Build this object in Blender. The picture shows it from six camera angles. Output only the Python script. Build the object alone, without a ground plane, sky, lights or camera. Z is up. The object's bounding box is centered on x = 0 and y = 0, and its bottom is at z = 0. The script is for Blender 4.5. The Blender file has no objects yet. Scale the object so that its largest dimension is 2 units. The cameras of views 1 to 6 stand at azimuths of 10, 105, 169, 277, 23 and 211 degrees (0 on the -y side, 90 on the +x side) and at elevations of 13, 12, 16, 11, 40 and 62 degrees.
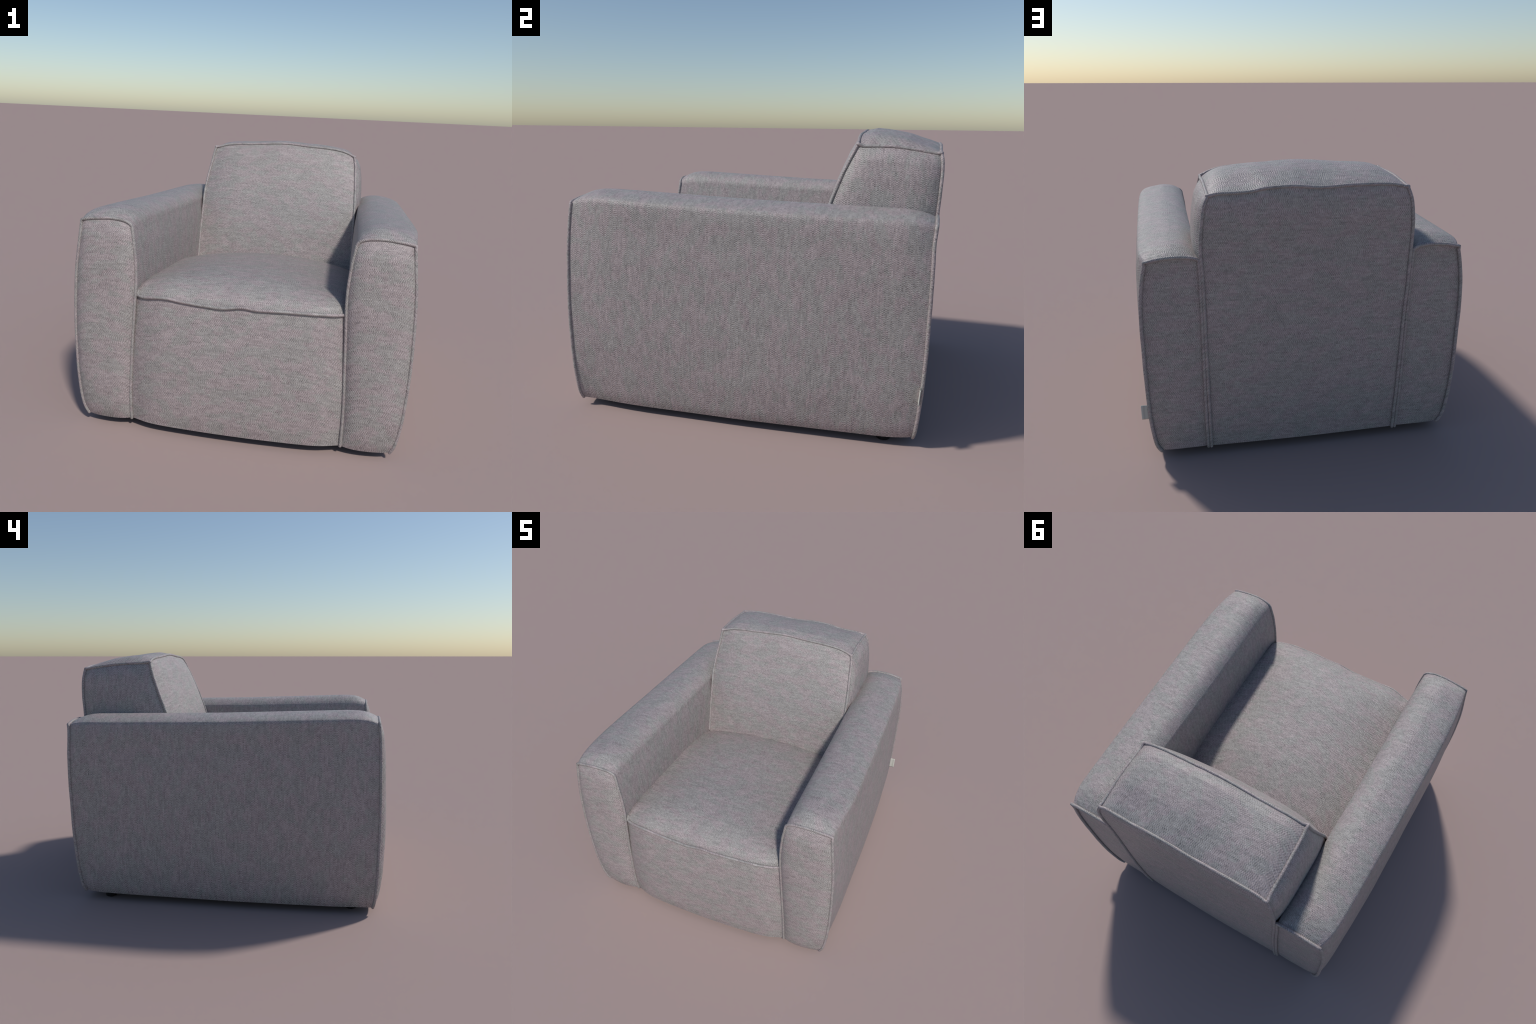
# Upholstered armchair: two block armrests, a seat, a wedge-shaped backrest,
# all in woven grey/mauve fabric with piped seams, on small black feet.
import bpy
import math
import numpy as np

RNG = np.random.default_rng(7)
PIPE_R = 0.0088


# ------------------------------------------------------------------ curves
def spline(points, count, scale_x=1.0):
    """Catmull-Rom curve through 3D control points, resampled by arc length."""
    p = np.array(points, float)
    p[:, 0] *= scale_x
    ext = np.vstack([2 * p[0] - p[1], p, 2 * p[-1] - p[-2]])
    dense = []
    for i in range(len(p) - 1):
        a, b, c, d = ext[i:i + 4]
        t = np.linspace(0, 1, 24, endpoint=False)[:, None]
        dense.append(0.5 * (2 * b + (c - a) * t + (2 * a - 5 * b + 4 * c - d) * t ** 2
                            + (3 * b - a - 3 * c + d) * t ** 3))
    dense = np.vstack(dense + [p[-1:]])
    seg = np.r_[0, np.cumsum(np.linalg.norm(np.diff(dense, axis=0), axis=1))]
    s = np.linspace(0, seg[-1], count)
    return np.stack([np.interp(s, seg, dense[:, k]) for k in range(3)], axis=1)


def table(x, pairs):
    xs, ys = zip(*pairs)
    return np.interp(x, xs, ys)


def smooth_noise(pts, size, seed):
    """Sum of a few sine waves: gentle unevenness of stuffed fabric."""
    rng = np.random.default_rng(seed)
    out = np.zeros(pts.shape[:-1])
    for k in range(6):
        d = rng.normal(size=3)
        d /= np.linalg.norm(d)
        f = 2 * math.pi / (size * rng.uniform(0.7, 1.6))
        out += np.sin(pts @ d * f + rng.uniform(0, 6.28))
    return out / 6.0


def coons(c0, c1, d0, d1):
    """Surface between c0 (v=0), c1 (v=1) along u and d0 (u=0), d1 (u=1) along v."""
    nu, nv = len(c0), len(d0)
    u = np.linspace(0, 1, nu)[:, None, None]
    v = np.linspace(0, 1, nv)[None, :, None]
    ruled_v = (1 - v) * c0[:, None] + v * c1[:, None]
    ruled_u = (1 - u) * d0[None] + u * d1[None]
    bil = ((1 - u) * (1 - v) * c0[0] + u * (1 - v) * c0[-1]
           + (1 - u) * v * c1[0] + u * v * c1[-1])
    return ruled_v + ruled_u - bil


def pillow(n, sharp):
    """0 at both ends, 1 in the middle, steep near the ends."""
    return 1 - np.abs(np.linspace(-1, 1, n)) ** sharp


# ------------------------------------------------------------------ meshes
def link(obj, parent):
    bpy.context.scene.collection.objects.link(obj)
    obj.parent = parent
    return obj


def grid_mesh(name, grid, material, parent, flip=False):
    nu, nv = grid.shape[:2]
    idx = np.arange(nu * nv).reshape(nu, nv)
    f = np.stack([idx[:-1, :-1], idx[1:, :-1], idx[1:, 1:], idx[:-1, 1:]], -1).reshape(-1, 4)
    if flip:
        f = f[:, ::-1]
    me = bpy.data.meshes.new(name)
    me.from_pydata(grid.reshape(-1, 3).tolist(), [], f.tolist())
    me.materials.append(material)
    me.polygons.foreach_set("use_smooth", [True] * len(me.polygons))
    me.update()
    return link(bpy.data.objects.new(name, me), parent)


def tube_geometry(path, radius, sides=14):
    """Round cord along a path with rounded ends; returns verts, faces."""
    p = np.asarray(path, float)
    t = np.gradient(p, axis=0)
    t /= np.linalg.norm(t, axis=1)[:, None]
    p = np.vstack([p[0] - t[0] * radius * np.array([0.95, 0.6])[:, None], p,
                   p[-1] + t[-1] * radius * np.array([0.6, 0.95])[:, None]])
    r = np.r_[radius * 0.3, radius * 0.8, np.full(len(p) - 4, radius), radius * 0.8, radius * 0.3]
    t = np.vstack([t[:1], t[:1], t, t[-1:], t[-1:]])
    n = np.cross(t[0], [0.31, 0.52, 0.79])
    n /= np.linalg.norm(n)
    ang = np.linspace(0, 2 * math.pi, sides, endpoint=False)
    rings = []
    for i in range(len(p)):
        n = n - t[i] * (n @ t[i])
        n /= np.linalg.norm(n)
        b = np.cross(t[i], n)
        rings.append(p[i] + r[i] * (np.cos(ang)[:, None] * n + np.sin(ang)[:, None] * b))
    verts = np.vstack(rings)
    m = len(p)
    faces = []
    for i in range(m - 1):
        for j in range(sides):
            k = (j + 1) % sides
            faces.append((i * sides + j, i * sides + k, (i + 1) * sides + k, (i + 1) * sides + j))
    faces.append(tuple(range(sides))[::-1])
    faces.append(tuple((m - 1) * sides + j for j in range(sides)))
    return verts, faces


def piping(name, paths, material, parent, radius=PIPE_R):
    verts, faces = [], []
    for i, path in enumerate(paths):
        path = np.asarray(path)
        wob = np.stack([smooth_noise(path * (1 + 0.01 * k), 0.12, 31 + k + 5 * i) for k in range(3)], 1)
        v, f = tube_geometry(path + 0.0012 * wob, radius)
        off = sum(len(x) for x in verts)
        verts.append(v)
        faces += [tuple(a + off for a in q) for q in f]
    me = bpy.data.meshes.new(name)
    me.from_pydata(np.vstack(verts).tolist(), [], faces)
    me.materials.append(material)
    me.polygons.foreach_set("use_smooth", [True] * len(me.polygons))
    me.update()
    return link(bpy.data.objects.new(name, me), parent)


def lathe(name, profile, centre, material, parent, sides=40):
    ang = np.linspace(0, 2 * math.pi, sides + 1)
    g = np.array([[(centre[0] + r * math.cos(a), centre[1] + r * math.sin(a), z) for r, z in profile]
                  for a in ang])
    return grid_mesh(name, g, material, parent)


# --------------------------------------------------------------- materials
class Nodes:
    """Small helper to write node trees as expressions."""

    def __init__(self, name):
        self.mat = bpy.data.materials.new(name)
        self.mat.use_nodes = True
        self.nt = self.mat.node_tree
        self.bsdf = self.nt.nodes["Principled BSDF"]

    def new(self, kind, **props):
        n = self.nt.nodes.new(kind)
        for k, v in props.items():
            setattr(n, k, v)
        return n

    def put(self, sock, val):
        if isinstance(val, bpy.types.NodeSocket):
            self.nt.links.new(val, sock)
        else:
            sock.default_value = val

    def math(self, op, a, b=0.0, c=0.0):
        n = self.new("ShaderNodeMath", operation=op)
        for s, v in zip(n.inputs, (a, b, c)):
            self.put(s, v)
        return n.outputs[0]

    def vec(self, x, y, z=0.0):
        n = self.new("ShaderNodeCombineXYZ")
        for s, v in zip(n.inputs, (x, y, z)):
            self.put(s, v)
        return n.outputs[0]

    def noise(self, vector, scale=1.0, detail=2.0, rough=0.5, dims="3D"):
        n = self.new("ShaderNodeTexNoise", noise_dimensions=dims)
        self.put(n.inputs["Vector"], vector)
        n.inputs["Scale"].default_value = scale
        n.inputs["Detail"].default_value = detail
        n.inputs["Roughness"].default_value = rough
        return n.outputs[0]

    def ramp(self, fac, lo, hi):
        n = self.new("ShaderNodeMapRange", interpolation_type="SMOOTHSTEP")
        self.put(n.inputs["Value"], fac)
        n.inputs["From Min"].default_value = lo
        n.inputs["From Max"].default_value = hi
        return n.outputs[0]

    def mix(self, fac, a, b, blend="MIX"):
        n = self.new("ShaderNodeMix", data_type="RGBA", blend_type=blend)
        self.put(n.inputs[0], fac)
        self.put(n.inputs[6], a)
        self.put(n.inputs[7], b)
        return n.outputs[2]


GREY = (0.322, 0.302, 0.288, 1)
MAUVE = (0.349, 0.299, 0.297, 1)
STITCH, STREAK, FLECK, FUZZ = 0.36, 0.62, 0.24, 0.60


def fabric(name, weft):
    """Woven upholstery. weft='across': threads run along x (seat, back, fronts);
    weft='over': threads run over the armrest, in the x-z plane;
    weft='upright': threads run up a side face;
    weft='bias': cloth cut on the bias around a cord."""
    N = Nodes(name)
    tc = N.new("ShaderNodeTexCoord")
    sep = N.new("ShaderNodeSeparateXYZ")
    N.put(sep.inputs[0], tc.outputs["Object"])
    x, y, z = sep.outputs
    if weft == "across":
        u, v = x, N.math("ADD", y, z)
    elif weft == "over":
        # distance along the section: up the outer face, across the top, down the inner face
        ax = N.math("ABSOLUTE", x)
        inner = N.math("LESS_THAN", ax, 0.70)
        down = N.math("SUBTRACT", 2.444, z)
        h = N.math("ADD", N.math("MULTIPLY", inner, down),
                   N.math("MULTIPLY", N.math("SUBTRACT", 1.0, inner), z))
        u, v = N.math("SUBTRACT", h, ax), y
    elif weft == "upright":
        u, v = z, y
    else:
        u, v = N.math("ADD", z, x), N.math("MULTIPLY_ADD", z, -0.7, y)
    # slight waviness of the threads
    wob = N.noise(N.vec(N.math("MULTIPLY", u, 5.0), N.math("MULTIPLY", v, 9.0)), 1.0, 2.0)
    v = N.math("MULTIPLY_ADD", wob, 0.006, v)
    wob2 = N.noise(N.vec(N.math("MULTIPLY", u, 9.0), N.math("MULTIPLY", v, 14.0), 5.0), 1.0, 2.0)
    u = N.math("MULTIPLY_ADD", wob2, 0.010, u)

    # mauve and grey yarn: blocks some threads wide and high
    us = N.math("SNAP", u, 0.0108)
    vs = N.math("SNAP", v, 0.0085)
    yarn = N.noise(N.vec(N.math("MULTIPLY", us, 10.5), N.math("MULTIPLY", vs, 15.5), 1.7), 1.0, 3.0, 0.55)
    mauve = N.ramp(yarn, 0.455, 0.55)

    # short dark and light threads
    streak = N.noise(N.vec(N.math("MULTIPLY", u, 15.0), N.math("MULTIPLY", vs, 80.0), 3.3), 1.0, 2.0, 0.6)
    streak = N.math("SUBTRACT", streak, 0.5)

    # stitches: staggered rows of dots that come and go
    row = N.math("FLOOR", N.math("DIVIDE", v, 0.0085))
    rowrand = N.new("ShaderNodeTexWhiteNoise", noise_dimensions="1D")
    N.put(rowrand.inputs["W"], row)
    drift = N.noise(N.vec(N.math("MULTIPLY", u, 26.0), N.math("MULTIPLY", v, 60.0), 8.0), 1.0, 1.0)
    phase = N.math("MULTIPLY_ADD", row, math.pi, N.math("MULTIPLY", rowrand.outputs["Value"], 1.8))
    phase = N.math("MULTIPLY_ADD", drift, 5.0, phase)
    su = N.math("SINE", N.math("ADD", N.math("MULTIPLY", u, 2 * math.pi / 0.0108), phase))
    sv = N.math("SINE", N.math("MULTIPLY", v, 2 * math.pi / 0.0085))
    stitch = N.math("MULTIPLY", su, N.math("MULTIPLY_ADD", sv, 0.3, 0.7))
    area = N.noise(N.vec(N.math("MULTIPLY", u, 15.0), N.math("MULTIPLY", vs, 62.0), 6.1), 1.0, 2.0, 0.6)
    stitch = N.math("MULTIPLY", stitch, N.ramp(area, 0.30, 0.62))
    # one random shade per stitch: the coarse fleck of the weave
    half = N.math("MULTIPLY", N.math("MODULO", row, 2.0), 0.5)
    col = N.math("FLOOR", N.math("ADD", N.math("DIVIDE", u, 0.0108), half))
    wn = N.new("ShaderNodeTexWhiteNoise", noise_dimensions="2D")
    N.put(wn.inputs["Vector"], N.vec(col, row))
    fleck = N.math("SUBTRACT", wn.outputs["Value"], 0.5)
    fuzz = N.noise(N.vec(N.math("MULTIPLY", u, 120.0), N.math("MULTIPLY", v, 140.0), 2.0), 1.0, 2.0, 0.6)
    fuzz = N.math("SUBTRACT", fuzz, 0.5)

    value = N.math("MULTIPLY_ADD", stitch, STITCH, 1.0)
    value = N.math("MULTIPLY_ADD", streak, STREAK, value)
    value = N.math("MULTIPLY_ADD", fleck, FLECK, value)
    value = N.math("MULTIPLY_ADD", fuzz, FUZZ, value)
    value = N.math("MAXIMUM", value, 0.25)
    base = N.mix(mauve, GREY, MAUVE)
    comb = N.new("ShaderNodeCombineColor")
    for s in comb.inputs[:3]:
        N.put(s, value)
    colour = N.mix(1.0, base, comb.outputs[0], "MULTIPLY")
    N.put(N.bsdf.inputs["Base Color"], colour)
    N.put(N.bsdf.inputs["Roughness"], 0.52)
    N.put(N.bsdf.inputs["Specular IOR Level"], 0.5)

    slack = N.noise(N.vec(N.math("MULTIPLY", u, 10.0), N.math("MULTIPLY", v, 26.0), 4.0), 1.0, 3.0, 0.6)
    height = N.math("MULTIPLY_ADD", stitch, 0.0009, N.math("MULTIPLY", fuzz, 0.0028))
    height = N.math("MULTIPLY_ADD", slack, 0.004, height)
    bump = N.new("ShaderNodeBump")
    bump.inputs["Strength"].default_value = 0.7
    bump.inputs["Distance"].default_value = 1.0
    N.put(bump.inputs["Height"], height)
    N.put(N.bsdf.inputs["Normal"], bump.outputs[0])
    return N.mat


def plain(name, colour, rough, grain=0.1, scale=400.0):
    N = Nodes(name)
    tc = N.new("ShaderNodeTexCoord")
    f = N.noise(tc.outputs["Object"], scale, 2.0)
    dark = tuple(c * (1 - grain) for c in colour[:3]) + (1,)
    light = tuple(min(1, c * (1 + grain)) for c in colour[:3]) + (1,)
    N.put(N.bsdf.inputs["Base Color"], N.mix(f, dark, light))
    N.put(N.bsdf.inputs["Roughness"], rough)
    return N.mat


def ribbon_material():
    N = Nodes("ribbon")
    tc = N.new("ShaderNodeTexCoord")
    sep = N.new("ShaderNodeSeparateXYZ")
    N.put(sep.inputs[0], tc.outputs["Object"])
    rib = N.math("SINE", N.math("MULTIPLY", sep.outputs[2], 2 * math.pi / 0.004))
    band = N.ramp(N.math("ABSOLUTE", N.math("SUBTRACT", sep.outputs[0], 0.882)), 0.002, 0.008)
    col = N.mix(band, (0.46, 0.46, 0.42, 1), (0.55, 0.55, 0.50, 1))
    col = N.mix(N.math("MULTIPLY_ADD", rib, 0.05, 0.05), col, (0.30, 0.30, 0.28, 1))
    N.put(N.bsdf.inputs["Base Color"], col)
    N.put(N.bsdf.inputs["Roughness"], 0.75)
    return N.mat


CLOTH = fabric("woven_fabric_across", "across")
CLOTH_ARM = fabric("woven_fabric_over_arm", "over")
CLOTH_SIDE = fabric("woven_fabric_upright", "upright")
CLOTH_CORD = fabric("woven_fabric_bias", "bias")
BLACK = plain("black_plastic", (0.012, 0.012, 0.013, 1), 0.5)
LINING = plain("dark_lining", (0.03, 0.03, 0.032, 1), 0.9)
RIBBON = ribbon_material()

# ------------------------------------------------------------------- chair
chair = bpy.data.objects.new("armchair", None)
bpy.context.scene.collection.objects.link(chair)
chair["label"] = "boxy grey mauve fabric armchair with piped seams"
chair["category"] = "armchair"

# Armrest seam outlines for the +x side, bottom to top, over, and down again.
ARM = dict(
    front_outer=[(.857, -.915, .047), (.876, -.922, .09), (.891, -.927, .16), (.904, -.932, .28), (.912, -.935, .44),
                 (.915, -.935, .62), (.911, -.931, .80), (.903, -.926, .94), (.889, -.917, 1.06),
                 (.878, -.903, 1.164)],
    front_top=[(.878, -.903, 1.164), (.85, -.904, 1.173), (.79, -.906, 1.181), (.72, -.908, 1.187),
               (.66, -.908, 1.184), (.625, -.905, 1.176), (.604, -.904, 1.166), (.591, -.903, 1.150)],
    front_inner=[(.591, -.903, 1.150), (.582, -.91, 1.10), (.574, -.916, 1.05), (.565, -.922, .95), (.563, -.927, .86),
                 (.567, -.930, .77), (.577, -.933, .59), (.586, -.933, .40), (.593, -.930, .18),
                 (.591, -.920, .05)],
    front_bottom=[(.857, -.915, .047), (.80, -.926, .044), (.72, -.934, .044), (.65, -.931, .045),
                  (.591, -.920, .05)],
    rear_outer=[(.812, .936, .052), (.832, .944, .09), (.845, .951, .15), (.858, .961, .265), (.866, .971, .44),
                (.870, .975, .63), (.873, .977, .81), (.868, .977, .95), (.854, .976, 1.06),
                (.834, .982, 1.139)],
    rear_top=[(.834, .982, 1.139), (.777, .983, 1.153), (.714, .983, 1.160), (.651, .983, 1.160),
              (.60, .982, 1.153), (.565, .980, 1.142)],
    rear_inner=[(.565, .980, 1.142), (.560, .978, 1.05), (.557, .976, .87), (.556, .974, .64),
                (.555, .968, .41), (.553, .959, .2), (.548, .945, .055)],
    rear_bottom=[(.812, .936, .052), (.74, .944, .053), (.68, .946, .054), (.61, .947, .055), (.548, .945, .055)],
)
REAR_INNER_LEFT = [(.571, .980, 1.138), (.567, .978, 1.05), (.562, .976, .90), (.552, .974, .64),
                   (.545, .968, .41), (.540, .959, .2), (.536, .945, .055)]

NS, NT, NY = 60, 34, 150    # samples: side height, arm width, arm length


def build_armrest(sign):
    c = {k: np.array(v) for k, v in ARM.items()}
    # the outlines above are outer limits of the cord: bring them to its centre
    for k, v in c.items():
        if k.startswith("front"):
            v[:, 1] += 0.004 - 0.010 * np.clip((v[:, 2] - 0.9) / 0.27, 0, 1)
            v[:, 2] += 0.009 * np.clip((v[:, 2] - 1.0) / 0.15, 0, 1)
        else:
            v[:, 1] -= 0.008
        if k.endswith("outer"):
            v[:, 0] -= 0.004 if k.startswith("front") else 0.008
    for end in ("front", "rear"):
        c[end + "_top"][0] = c[end + "_outer"][-1]
        c[end + "_bottom"][0] = c[end + "_outer"][0]
    if sign < 0:
        c["rear_inner"] = np.array(REAR_INNER_LEFT) - [0, .008, 0]
        c["rear_top"][-1] = c["rear_inner"][0]
        c["rear_bottom"][-1] = c["rear_inner"][-1]
    counts = dict(outer=NS, top=NT, inner=NS, bottom=NT)
    s = {k: spline(v, counts[k.split("_")[1]]) for k, v in c.items()}
    ring_f = np.vstack([s["front_outer"], s["front_top"][1:], s["front_inner"][1:]])
    ring_r = np.vstack([s["rear_outer"], s["rear_top"][1:], s["rear_inner"][1:]])
    m = len(ring_f)
    # how far the stuffing pushes the section out between the two end seams
    k = np.linspace(0, 1, NS)
    dx = np.r_[table(k, [(0, .022), (.08, .020), (.25, .019), (.5, .018), (.7, .017), (.85, .020), (.95, .032), (1, .034)]),
               table(np.linspace(0, 1, NT), [(0, .036), (.15, .018), (.4, 0), (.8, 0), (1, .002)])[1:],
               table(k, [(0, .002), (.1, -.004), (.3, -.004), (1, .004)])[1:]]
    dz = np.r_[table(k, [(0, -.003), (.06, -.001), (.1, 0), (.85, .006), (.95, .011), (1, .016)]),
               table(np.linspace(0, 1, NT), [(0, .020), (.18, .031), (.45, .038), (.75, .030), (.92, .014), (1, .004)])[1:],
               table(k, [(0, .008), (.06, .004), (.2, 0), (1, 0)])[1:]]
    if sign > 0:
        dx[:NS] -= table(k, [(0, 0), (.1, .007), (.6, .007), (.9, 0), (1, 0)])
    for a in (dx, dz):                           # soften the corners of the section
        for _ in range(8):
            a[1:-1] = 0.25 * a[:-2] + 0.5 * a[1:-1] + 0.25 * a[2:]
    # denser rows near the end seams
    q = np.linspace(0, 1, NY)
    f = 0.5 - 0.5 * np.cos(math.pi * q)
    f = 0.75 * f + 0.25 * q
    length = 1.9
    wf = 1 - (1 - np.clip(f * length / 0.17, 0, 1)) ** 3
    wr = 1 - (1 - np.clip((1 - f) * length / 0.22, 0, 1)) ** 3
    w = np.minimum(wf, 1) * wr
    # the top sinks slightly from front to back
    top_sink = table(f, [(0, -.002), (.1, -.006), (.3, .0), (.5, .006), (.9, .006), (1, 0)])
    g = (1 - f)[None, :, None] * ring_f[:, None] + f[None, :, None] * ring_r[:, None]
    # the outer face keeps its width and only draws in close to the rear seam
    outer = np.clip((ring_f[:, 0] - 0.70) / 0.12, 0, 1)[:, None]
    late = f[None] ** 1.9 * outer + f[None] * (1 - outer)
    g[..., 0] = (1 - late) * ring_f[:, None, 0] + late * ring_r[:, None, 0]
    low_front = np.clip(1 - np.linspace(0, 1, m) / 0.12, 0, 1)[:, None] * np.clip(1 - f / 0.5, 0, 1)[None]
    g[..., 0] -= 0.014 * low_front * w[None]
    g[..., 0] += 0.010 * (outer * np.clip(np.linspace(0, 1, m) * 12, 0, 1)[:, None]
                          * np.exp(-((f - 0.68) / 0.2) ** 2)[None] * np.clip((1.0 - ring_f[:, 2]) / 0.45, 0, 1)[:, None] ** 0.8)
    wx = np.minimum(w, 1 - (1 - np.clip(f * length / 0.45, 0, 1)) ** 2)
    g[..., 0] += dx[:, None] * wx[None]
    g[..., 2] += dz[:, None] * w[None]
    high = np.clip((g[..., 2] - 0.95) / 0.2, 0, 1)
    g[..., 2] += high * (0.006 * w[None] - top_sink[None])
    wob = smooth_noise(g, 0.42, 3 + (sign > 0)) * 0.0025 * w[None]
    mid = np.abs(np.linspace(-1, 1, m))[:, None]
    g[..., 0] += wob * (g[..., 0] > 0.72) * np.clip(mid * 2, 0, 1)
    # little puckers beside the end seams
    pucker = np.sin(np.linspace(0, 1, m) * 230)[:, None] * np.exp(-np.minimum(f, 1 - f) * length / 0.02)[None]
    g[..., 2] += 0.0012 * pucker * (w > 0)[None] * np.clip(w * 6, 0, 1)[None]

    front = coons(s["front_outer"], s["front_inner"][::-1], s["front_bottom"], s["front_top"])
    h = np.linspace(0, 1, NS)
    bv = table(h, [(0, .05), (.03, .35), (.08, .6), (.18, .85), (.35, 1), (.8, 1), (.93, .75), (.98, .35), (1, 0)])
    front[..., 1] -= 0.036 * bv[:, None] * pillow(NT, 4.6)[None]
    front[..., 1] += 0.003 * smooth_noise(front, 0.3, 11 + (sign > 0)) * bv[:, None] * pillow(NT, 4)[None]
    rear = coons(s["rear_outer"], s["rear_inner"][::-1], s["rear_bottom"], s["rear_top"])
    rear[..., 1] += -0.002 * bv[:, None] * pillow(NT, 3)[None]
    bottom = np.stack([g[0] * (1 - a) + g[-1] * a for a in np.linspace(0, 1, 5)])

    def side(a):
        a = a.copy()
        a[..., 0] *= sign
        return a

    flip = sign < 0
    body = grid_mesh("armrest", side(g), CLOTH_ARM, chair, flip=not flip)
    grid_mesh("armrest_front_panel", side(front), CLOTH, body, flip=flip)
    grid_mesh("armrest_rear_panel", side(rear), CLOTH, body, flip=not flip)
    grid_mesh("armrest_underside", side(bottom), LINING, body, flip=flip)

    def corded(parts, out, ears):
        loop = np.vstack([parts[0], parts[1][1:], parts[2][1:]])
        loop[:, 1] += out
        # seam allowance makes small ears at the two top corners
        for i, (ex, ez) in zip((len(parts[0]) - 1, len(parts[0]) + len(parts[1]) - 2), ears):
            fall = np.exp(-(np.linalg.norm(loop - loop[i], axis=1) / 0.012) ** 2)
            loop[:, 0] += ex * fall
            loop[:, 2] += ez * fall
        return loop

    loop_f = corded([s["front_outer"], s["front_top"], s["front_inner"]], -0.003, [(.001, .002), (0, .001)])
    loop_r = corded([s["rear_outer"], s["rear_top"], s["rear_inner"]], 0.007, [(.006, .004), (0, 0)])
    piping("armrest_piping", [side(loop_f)], CLOTH_CORD, body)
    piping("armrest_piping", [side(loop_r)], CLOTH_CORD, body, PIPE_R * 1.08)
    return body


for sgn in (1, -1):
    build_armrest(sgn)

# -------------------------------------------------------------------- seat
NX = 150
front_seam = [(-.575, -.914, .784), (-.545, -.926, .783), (-.507, -.938, .781), (-.397, -.962, .796),
              (-.289, -.966, .786), (-.182, -.968, .778), (-.076, -.970, .775), (.028, -.972, .790),
              (.114, -.972, .784), (.234, -.970, .788), (.401, -.962, .790), (.507, -.942, .789),
              (.545, -.926, .789), (.575, -.914, .788)]
seam = spline(front_seam, NX) + [0, 0.008, 0]

# seat cushion: profile from the front seam over the lip to below the backrest
prof = [(0, 0), (.006, .019), (.024, .038), (.052, .055), (.10, .071), (.18, .080), (.35, .078),
        (.6, .062), (.9, .040), (1.12, .000), (1.24, -.040), (1.34, -.100)]
prof = spline([(0, a, b) for a, b in prof], 90)[:, 1:]
xs = np.linspace(-1, 1, NX)
seat = np.zeros((NX, 90, 3))
seat[..., 0] = seam[:, 0:1]
depth = np.clip(prof[:, 0] / 0.25, 0, 1) ** 0.7
line_y = seam[:, 1:2] * (1 - depth) + (-.948) * depth
line_z = seam[:, 2:3] * (1 - depth) + .787 * depth
crown = (1 - np.abs(xs) ** 2.2)[:, None]
rise = table(np.arange(90) / 89, [(0, 0), (.06, .3), (.15, .8), (.3, 1), (1, 1)])
edge = np.clip((1 - np.abs(xs)) / 0.10, 0, 1)[:, None]
lip = 1 - 0.55 * (1 - edge) ** 2 * np.exp(-np.arange(90) / 12)[None]
seat[..., 1] = line_y + prof[None, :, 0]
seat[..., 2] = line_z + prof[None, :, 1] * lip + crown * rise[None] * 0.076 - 0.041 * rise[None]
seat[..., 2] += 0.004 * smooth_noise(seat, 0.45, 21) * rise[None]
cushion = grid_mesh("seat_cushion", seat, CLOTH, chair)
cord = seam.copy()
cord[:, 1] -= 0.0065
inside = np.abs(cord[:, 0]) < 0.560
piping("seat_piping", [np.vstack([[(-.558, -.902, .806), (-.5595, -.908, .797)], cord[inside]])], CLOTH_CORD, cushion)

# front apron below the seat seam
left = spline([(-.575, -.906, .784), (-.580, -.918, .59), (-.588, -.926, .40), (-.594, -.922, .18), (-.594, -.912, .05)], 70)
right = left * [-1, 1, 1]
right[0] = seam[-1]
low = spline([(-.594, -.912, .05), (-.45, -.955, .05), (-.22, -.970, .05), (0, -.974, .05), (.22, -.970, .05),
              (.45, -.955, .05), (.594, -.912, .05)], NX)
apron = coons(seam, low, left, right)
hv = table(np.linspace(0, 1, 70), [(0, 0), (.04, .30), (.12, .65), (.3, .95), (.5, 1), (.75, .9), (.92, .55), (1, 0)])
apron[..., 1] -= (0.013 * pillow(NX, 5))[:, None] * hv[None]
apron[..., 1] += 0.003 * smooth_noise(apron, 0.4, 23) * hv[None] * pillow(NX, 6)[:, None]
grid_mesh("front_apron", apron, CLOTH, chair, flip=True)

# ---------------------------------------------------------------- backrest
NB, ND = 120, 70
b_front_top = spline([(-.503, .550, 1.517), (-.475, .553, 1.521), (-.42, .556, 1.536), (-.33, .557, 1.546),
                      (-.218, .557, 1.552), (-.024, .556, 1.566), (.10, .556, 1.562), (.17, .557, 1.556),
                      (.313, .559, 1.549), (.41, .561, 1.537), (.47, .562, 1.520), (.515, .564, 1.497)], NB)
b_rear_top = spline([(-.519, .983, 1.470), (-.45, .980, 1.486), (-.348, .981, 1.492), (-.21, .981, 1.491),
                     (-.13, .981, 1.486), (-.04, .981, 1.485), (.06, .981, 1.493), (.14, .981, 1.494),
                     (.223, .981, 1.489), (.30, .981, 1.475), (.38, .980, 1.470), (.46, .980, 1.469),
                     (.509, .984, 1.457)], NB)
b_top_right = spline([(.515, .564, 1.497), (.518, .60, 1.490), (.516, .68, 1.491), (.514, .78, 1.487),
                      (.512, .876, 1.473), (.509, .984, 1.457)], ND)
b_top_left = spline([(-.503, .550, 1.517), (-.510, .60, 1.513), (-.515, .68, 1.509), (-.517, .787, 1.501),
                     (-.518, .90, 1.486), (-.519, .983, 1.470)], ND)
b_front_right = spline([(.515, .564, 1.497), (.525, .546, 1.455), (.533, .515, 1.39), (.540, .477, 1.30),
                        (.546, .440, 1.20), (.549, .405, 1.10), (.551, .355, .93), (.552, .300, .74), (.552, .290, .70)], 90)
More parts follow.
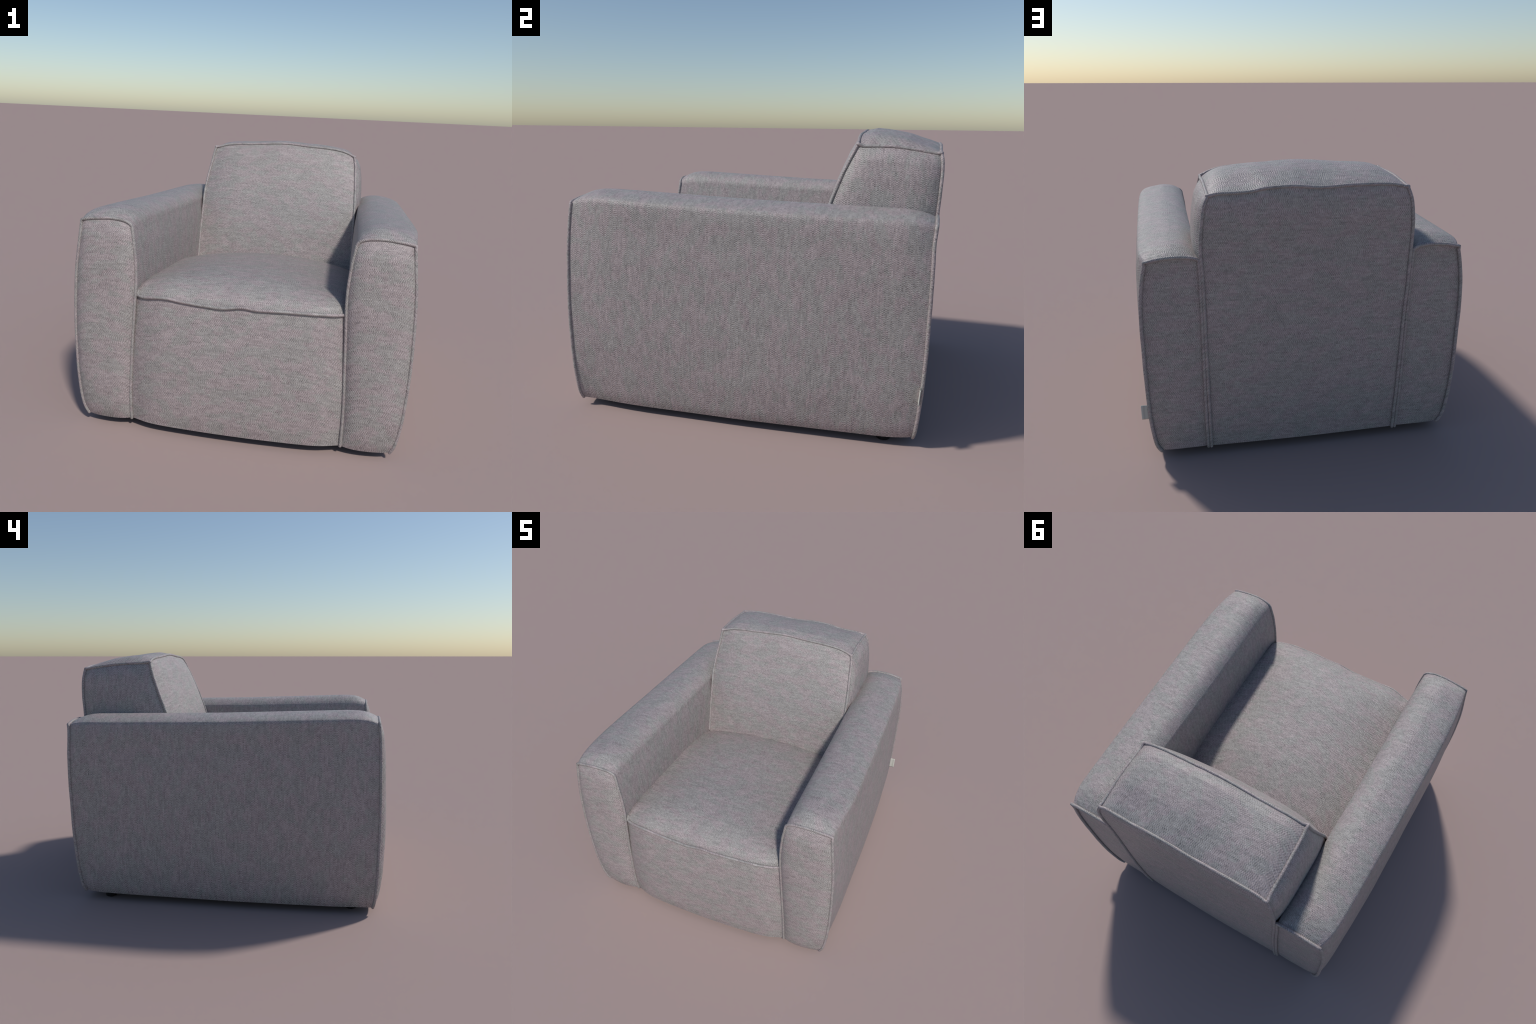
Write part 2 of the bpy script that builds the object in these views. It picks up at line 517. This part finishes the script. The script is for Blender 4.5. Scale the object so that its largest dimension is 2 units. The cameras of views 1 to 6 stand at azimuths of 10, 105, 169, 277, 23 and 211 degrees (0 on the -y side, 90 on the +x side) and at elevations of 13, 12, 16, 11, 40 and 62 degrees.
b_front_left = spline([(-.503, .550, 1.517), (-.516, .535, 1.46), (-.530, .508, 1.38), (-.543, .474, 1.29),
                       (-.552, .438, 1.20), (-.554, .405, 1.10), (-.554, .355, .93), (-.553, .300, .74), (-.553, .290, .70)], 90)
rear_r = [(.509, .984, 1.457), (.526, .991, 1.416), (.540, .992, 1.336), (.550, .987, 1.237), (.552, .983, 1.154),
          (.546, .981, 1.05), (.542, .979, .875), (.540, .977, .64), (.537, .971, .41), (.534, .961, .214),
          (.530, .947, .055)]
rear_l = [(-.519, .983, 1.470), (-.541, .991, 1.409), (-.552, .992, 1.322), (-.556, .987, 1.216), (-.551, .983, 1.073),
          (-.546, .981, .926), (-.538, .978, .775), (-.531, .976, .58), (-.526, .970, .40), (-.521, .960, .216),
          (-.518, .947, .055)]
rear_r = [(a, b - .006, c) for a, b, c in rear_r]
rear_l = [(a, b - .006, c) for a, b, c in rear_l]
b_rear_right, b_rear_left = spline(rear_r, 120), spline(rear_l, 120)
b_rear_top[0], b_rear_top[-1] = rear_l[0], rear_r[0]
b_top_right[-1], b_top_left[-1] = rear_r[0], rear_l[0]

face_low = spline([(-.553, .290, .70), (0, .285, .70), (.552, .290, .70)], NB)
face = coons(b_front_top, face_low, b_front_left, b_front_right)
hb = table(np.linspace(0, 1, 90), [(0, 0), (.04, .45), (.12, .8), (.3, 1), (.7, .9), (1, .3)])
bulge = pillow(NB, 4)[:, None] * hb[None]
face[..., 1] -= (0.039 - 0.015 * np.linspace(-1, 1, NB))[:, None] * bulge
face[..., 2] += 0.010 * bulge
face[..., 1] += 0.004 * smooth_noise(face, 0.35, 41) * bulge
back = grid_mesh("backrest", face, CLOTH, chair, flip=True)

top = coons(b_front_top, b_rear_top, b_top_left, b_top_right)
tv = table(np.linspace(0, 1, ND), [(0, 0), (.05, .50), (.15, .95), (.35, 1.02), (.6, .9), (.85, .42), (.95, .18), (1, 0)])
top[..., 2] += (0.030 + 0.004 * np.linspace(-1, 1, NB))[:, None] * pillow(NB, 12)[:, None] * tv[None]
top[..., 2] += 0.003 * smooth_noise(top, 0.3, 43) * pillow(NB, 6)[:, None] * tv[None]
grid_mesh("backrest_top_panel", top, CLOTH, back)

for sgn, front_edge, rear_pts, seam_top in ((1, b_front_right, rear_r, b_top_right), (-1, b_front_left, rear_l, b_top_left)):
    rear_edge = spline(rear_pts[:7] + [(rear_pts[7][0], .977, .70)], 90)
    low_edge = np.linspace(front_edge[-1], rear_edge[-1], ND)
    panel = coons(front_edge, rear_edge, seam_top, low_edge)
    sv = table(np.linspace(0, 1, 90), [(0, 0), (.03, .5), (.09, .9), (.2, 1.05), (1, 1)])
    panel[..., 0] += sgn * (0.036 if sgn > 0 else 0.024) * sv[:, None] * pillow(ND, 4.5)[None]
    grid_mesh("backrest_side_panel", panel, CLOTH_SIDE, back, flip=sgn < 0)

rear_low = spline([(-.518, .947, .055), (0, .955, .055), (.530, .947, .055)], NB)
rear_face = coons(b_rear_top, rear_low, b_rear_left, b_rear_right)
rv = table(np.linspace(0, 1, 120), [(0, 0), (.03, .5), (.1, 1), (.9, 1), (.97, .6), (1, .2)])
rear_face[..., 1] += 0.004 * pillow(NB, 8)[:, None] * rv[None]
rear_face[..., 1] += 0.003 * smooth_noise(rear_face, 0.4, 47) * pillow(NB, 8)[:, None] * rv[None]
grid_mesh("backrest_rear_panel", rear_face, CLOTH, back)


def ear(path, end, amount):
    """push the end of a cord outward into a small corner ear"""
    path = path.copy()
    fall = np.exp(-(np.linalg.norm(path - path[end], axis=1) / 0.014) ** 2)
    return path + fall[:, None] * np.array(amount)


cords = []
for path, e0, e1 in ((b_front_top, (-.004, -.006, 0), (.005, -.004, .001)),
                     (b_rear_top, (-.004, .003, .004), (.004, .003, .004)),
                     (b_top_right, (.004, 0, .003), (.004, 0, .003)),
                     (b_top_left, (-.004, 0, .003), (-.004, 0, .003))):
    cords.append(ear(ear(path, 0, e0), -1, e1) + [0, 0, 0.002])
for path, sx in ((b_front_right, 1), (b_front_left, -1)):
    cords.append(path[path[:, 2] > 0.72] + [0.002 * sx, -0.003, 0])
for path, sx in ((b_rear_right, 1), (b_rear_left, -1)):
    cords.append(path + [0.002 * sx, 0.006, 0])
for c in cords:
    piping("backrest_piping", [c], CLOTH_CORD, back)

# ------------------------------------------------------- underside and feet
plate = np.array([[(x, y, .058) for y in (-.87, .90)] for x in (-.62, .62)])
grid_mesh("underside_lining", plate, LINING, chair, flip=False)
foot_profile = [(0.0, 0.0), (.030, 0.0), (.035, .004), (.035, .030), (.038, .034), (.038, .062), (0.0, .062)]
first = lathe("foot", foot_profile, (0, 0), BLACK, chair)
for i, (fx, fy) in enumerate(((.75, .785), (-.75, .785), (.75, -.785), (-.75, -.785))):
    o = first if i == 0 else link(first.copy(), chair)
    o.location = (fx, fy, 0)

# ---------------------------------------------------------------- cloth tag
# folded ribbon sewn into the outer rear seam of the +x armrest
half = [(.850, .9515), (.880, .9520), (.8925, .9515), (.8965, .9545), (.8925, .9575), (.880, .9572), (.850, .9575)]
loop = spline([(a, b, 0) for a, b in half], 40)
zz = np.linspace(.266, .350, 12)
tag = np.stack([np.stack([loop[:, 0] + 0.020 * (z - .31), loop[:, 1] + 0.07 * (z - .31), np.full(40, z)], 1)
                for z in zz], axis=1)
o = grid_mesh("fabric_tag", tag, RIBBON, chair)
mod = o.modifiers.new("thickness", "SOLIDIFY")
mod.thickness = 0.0012
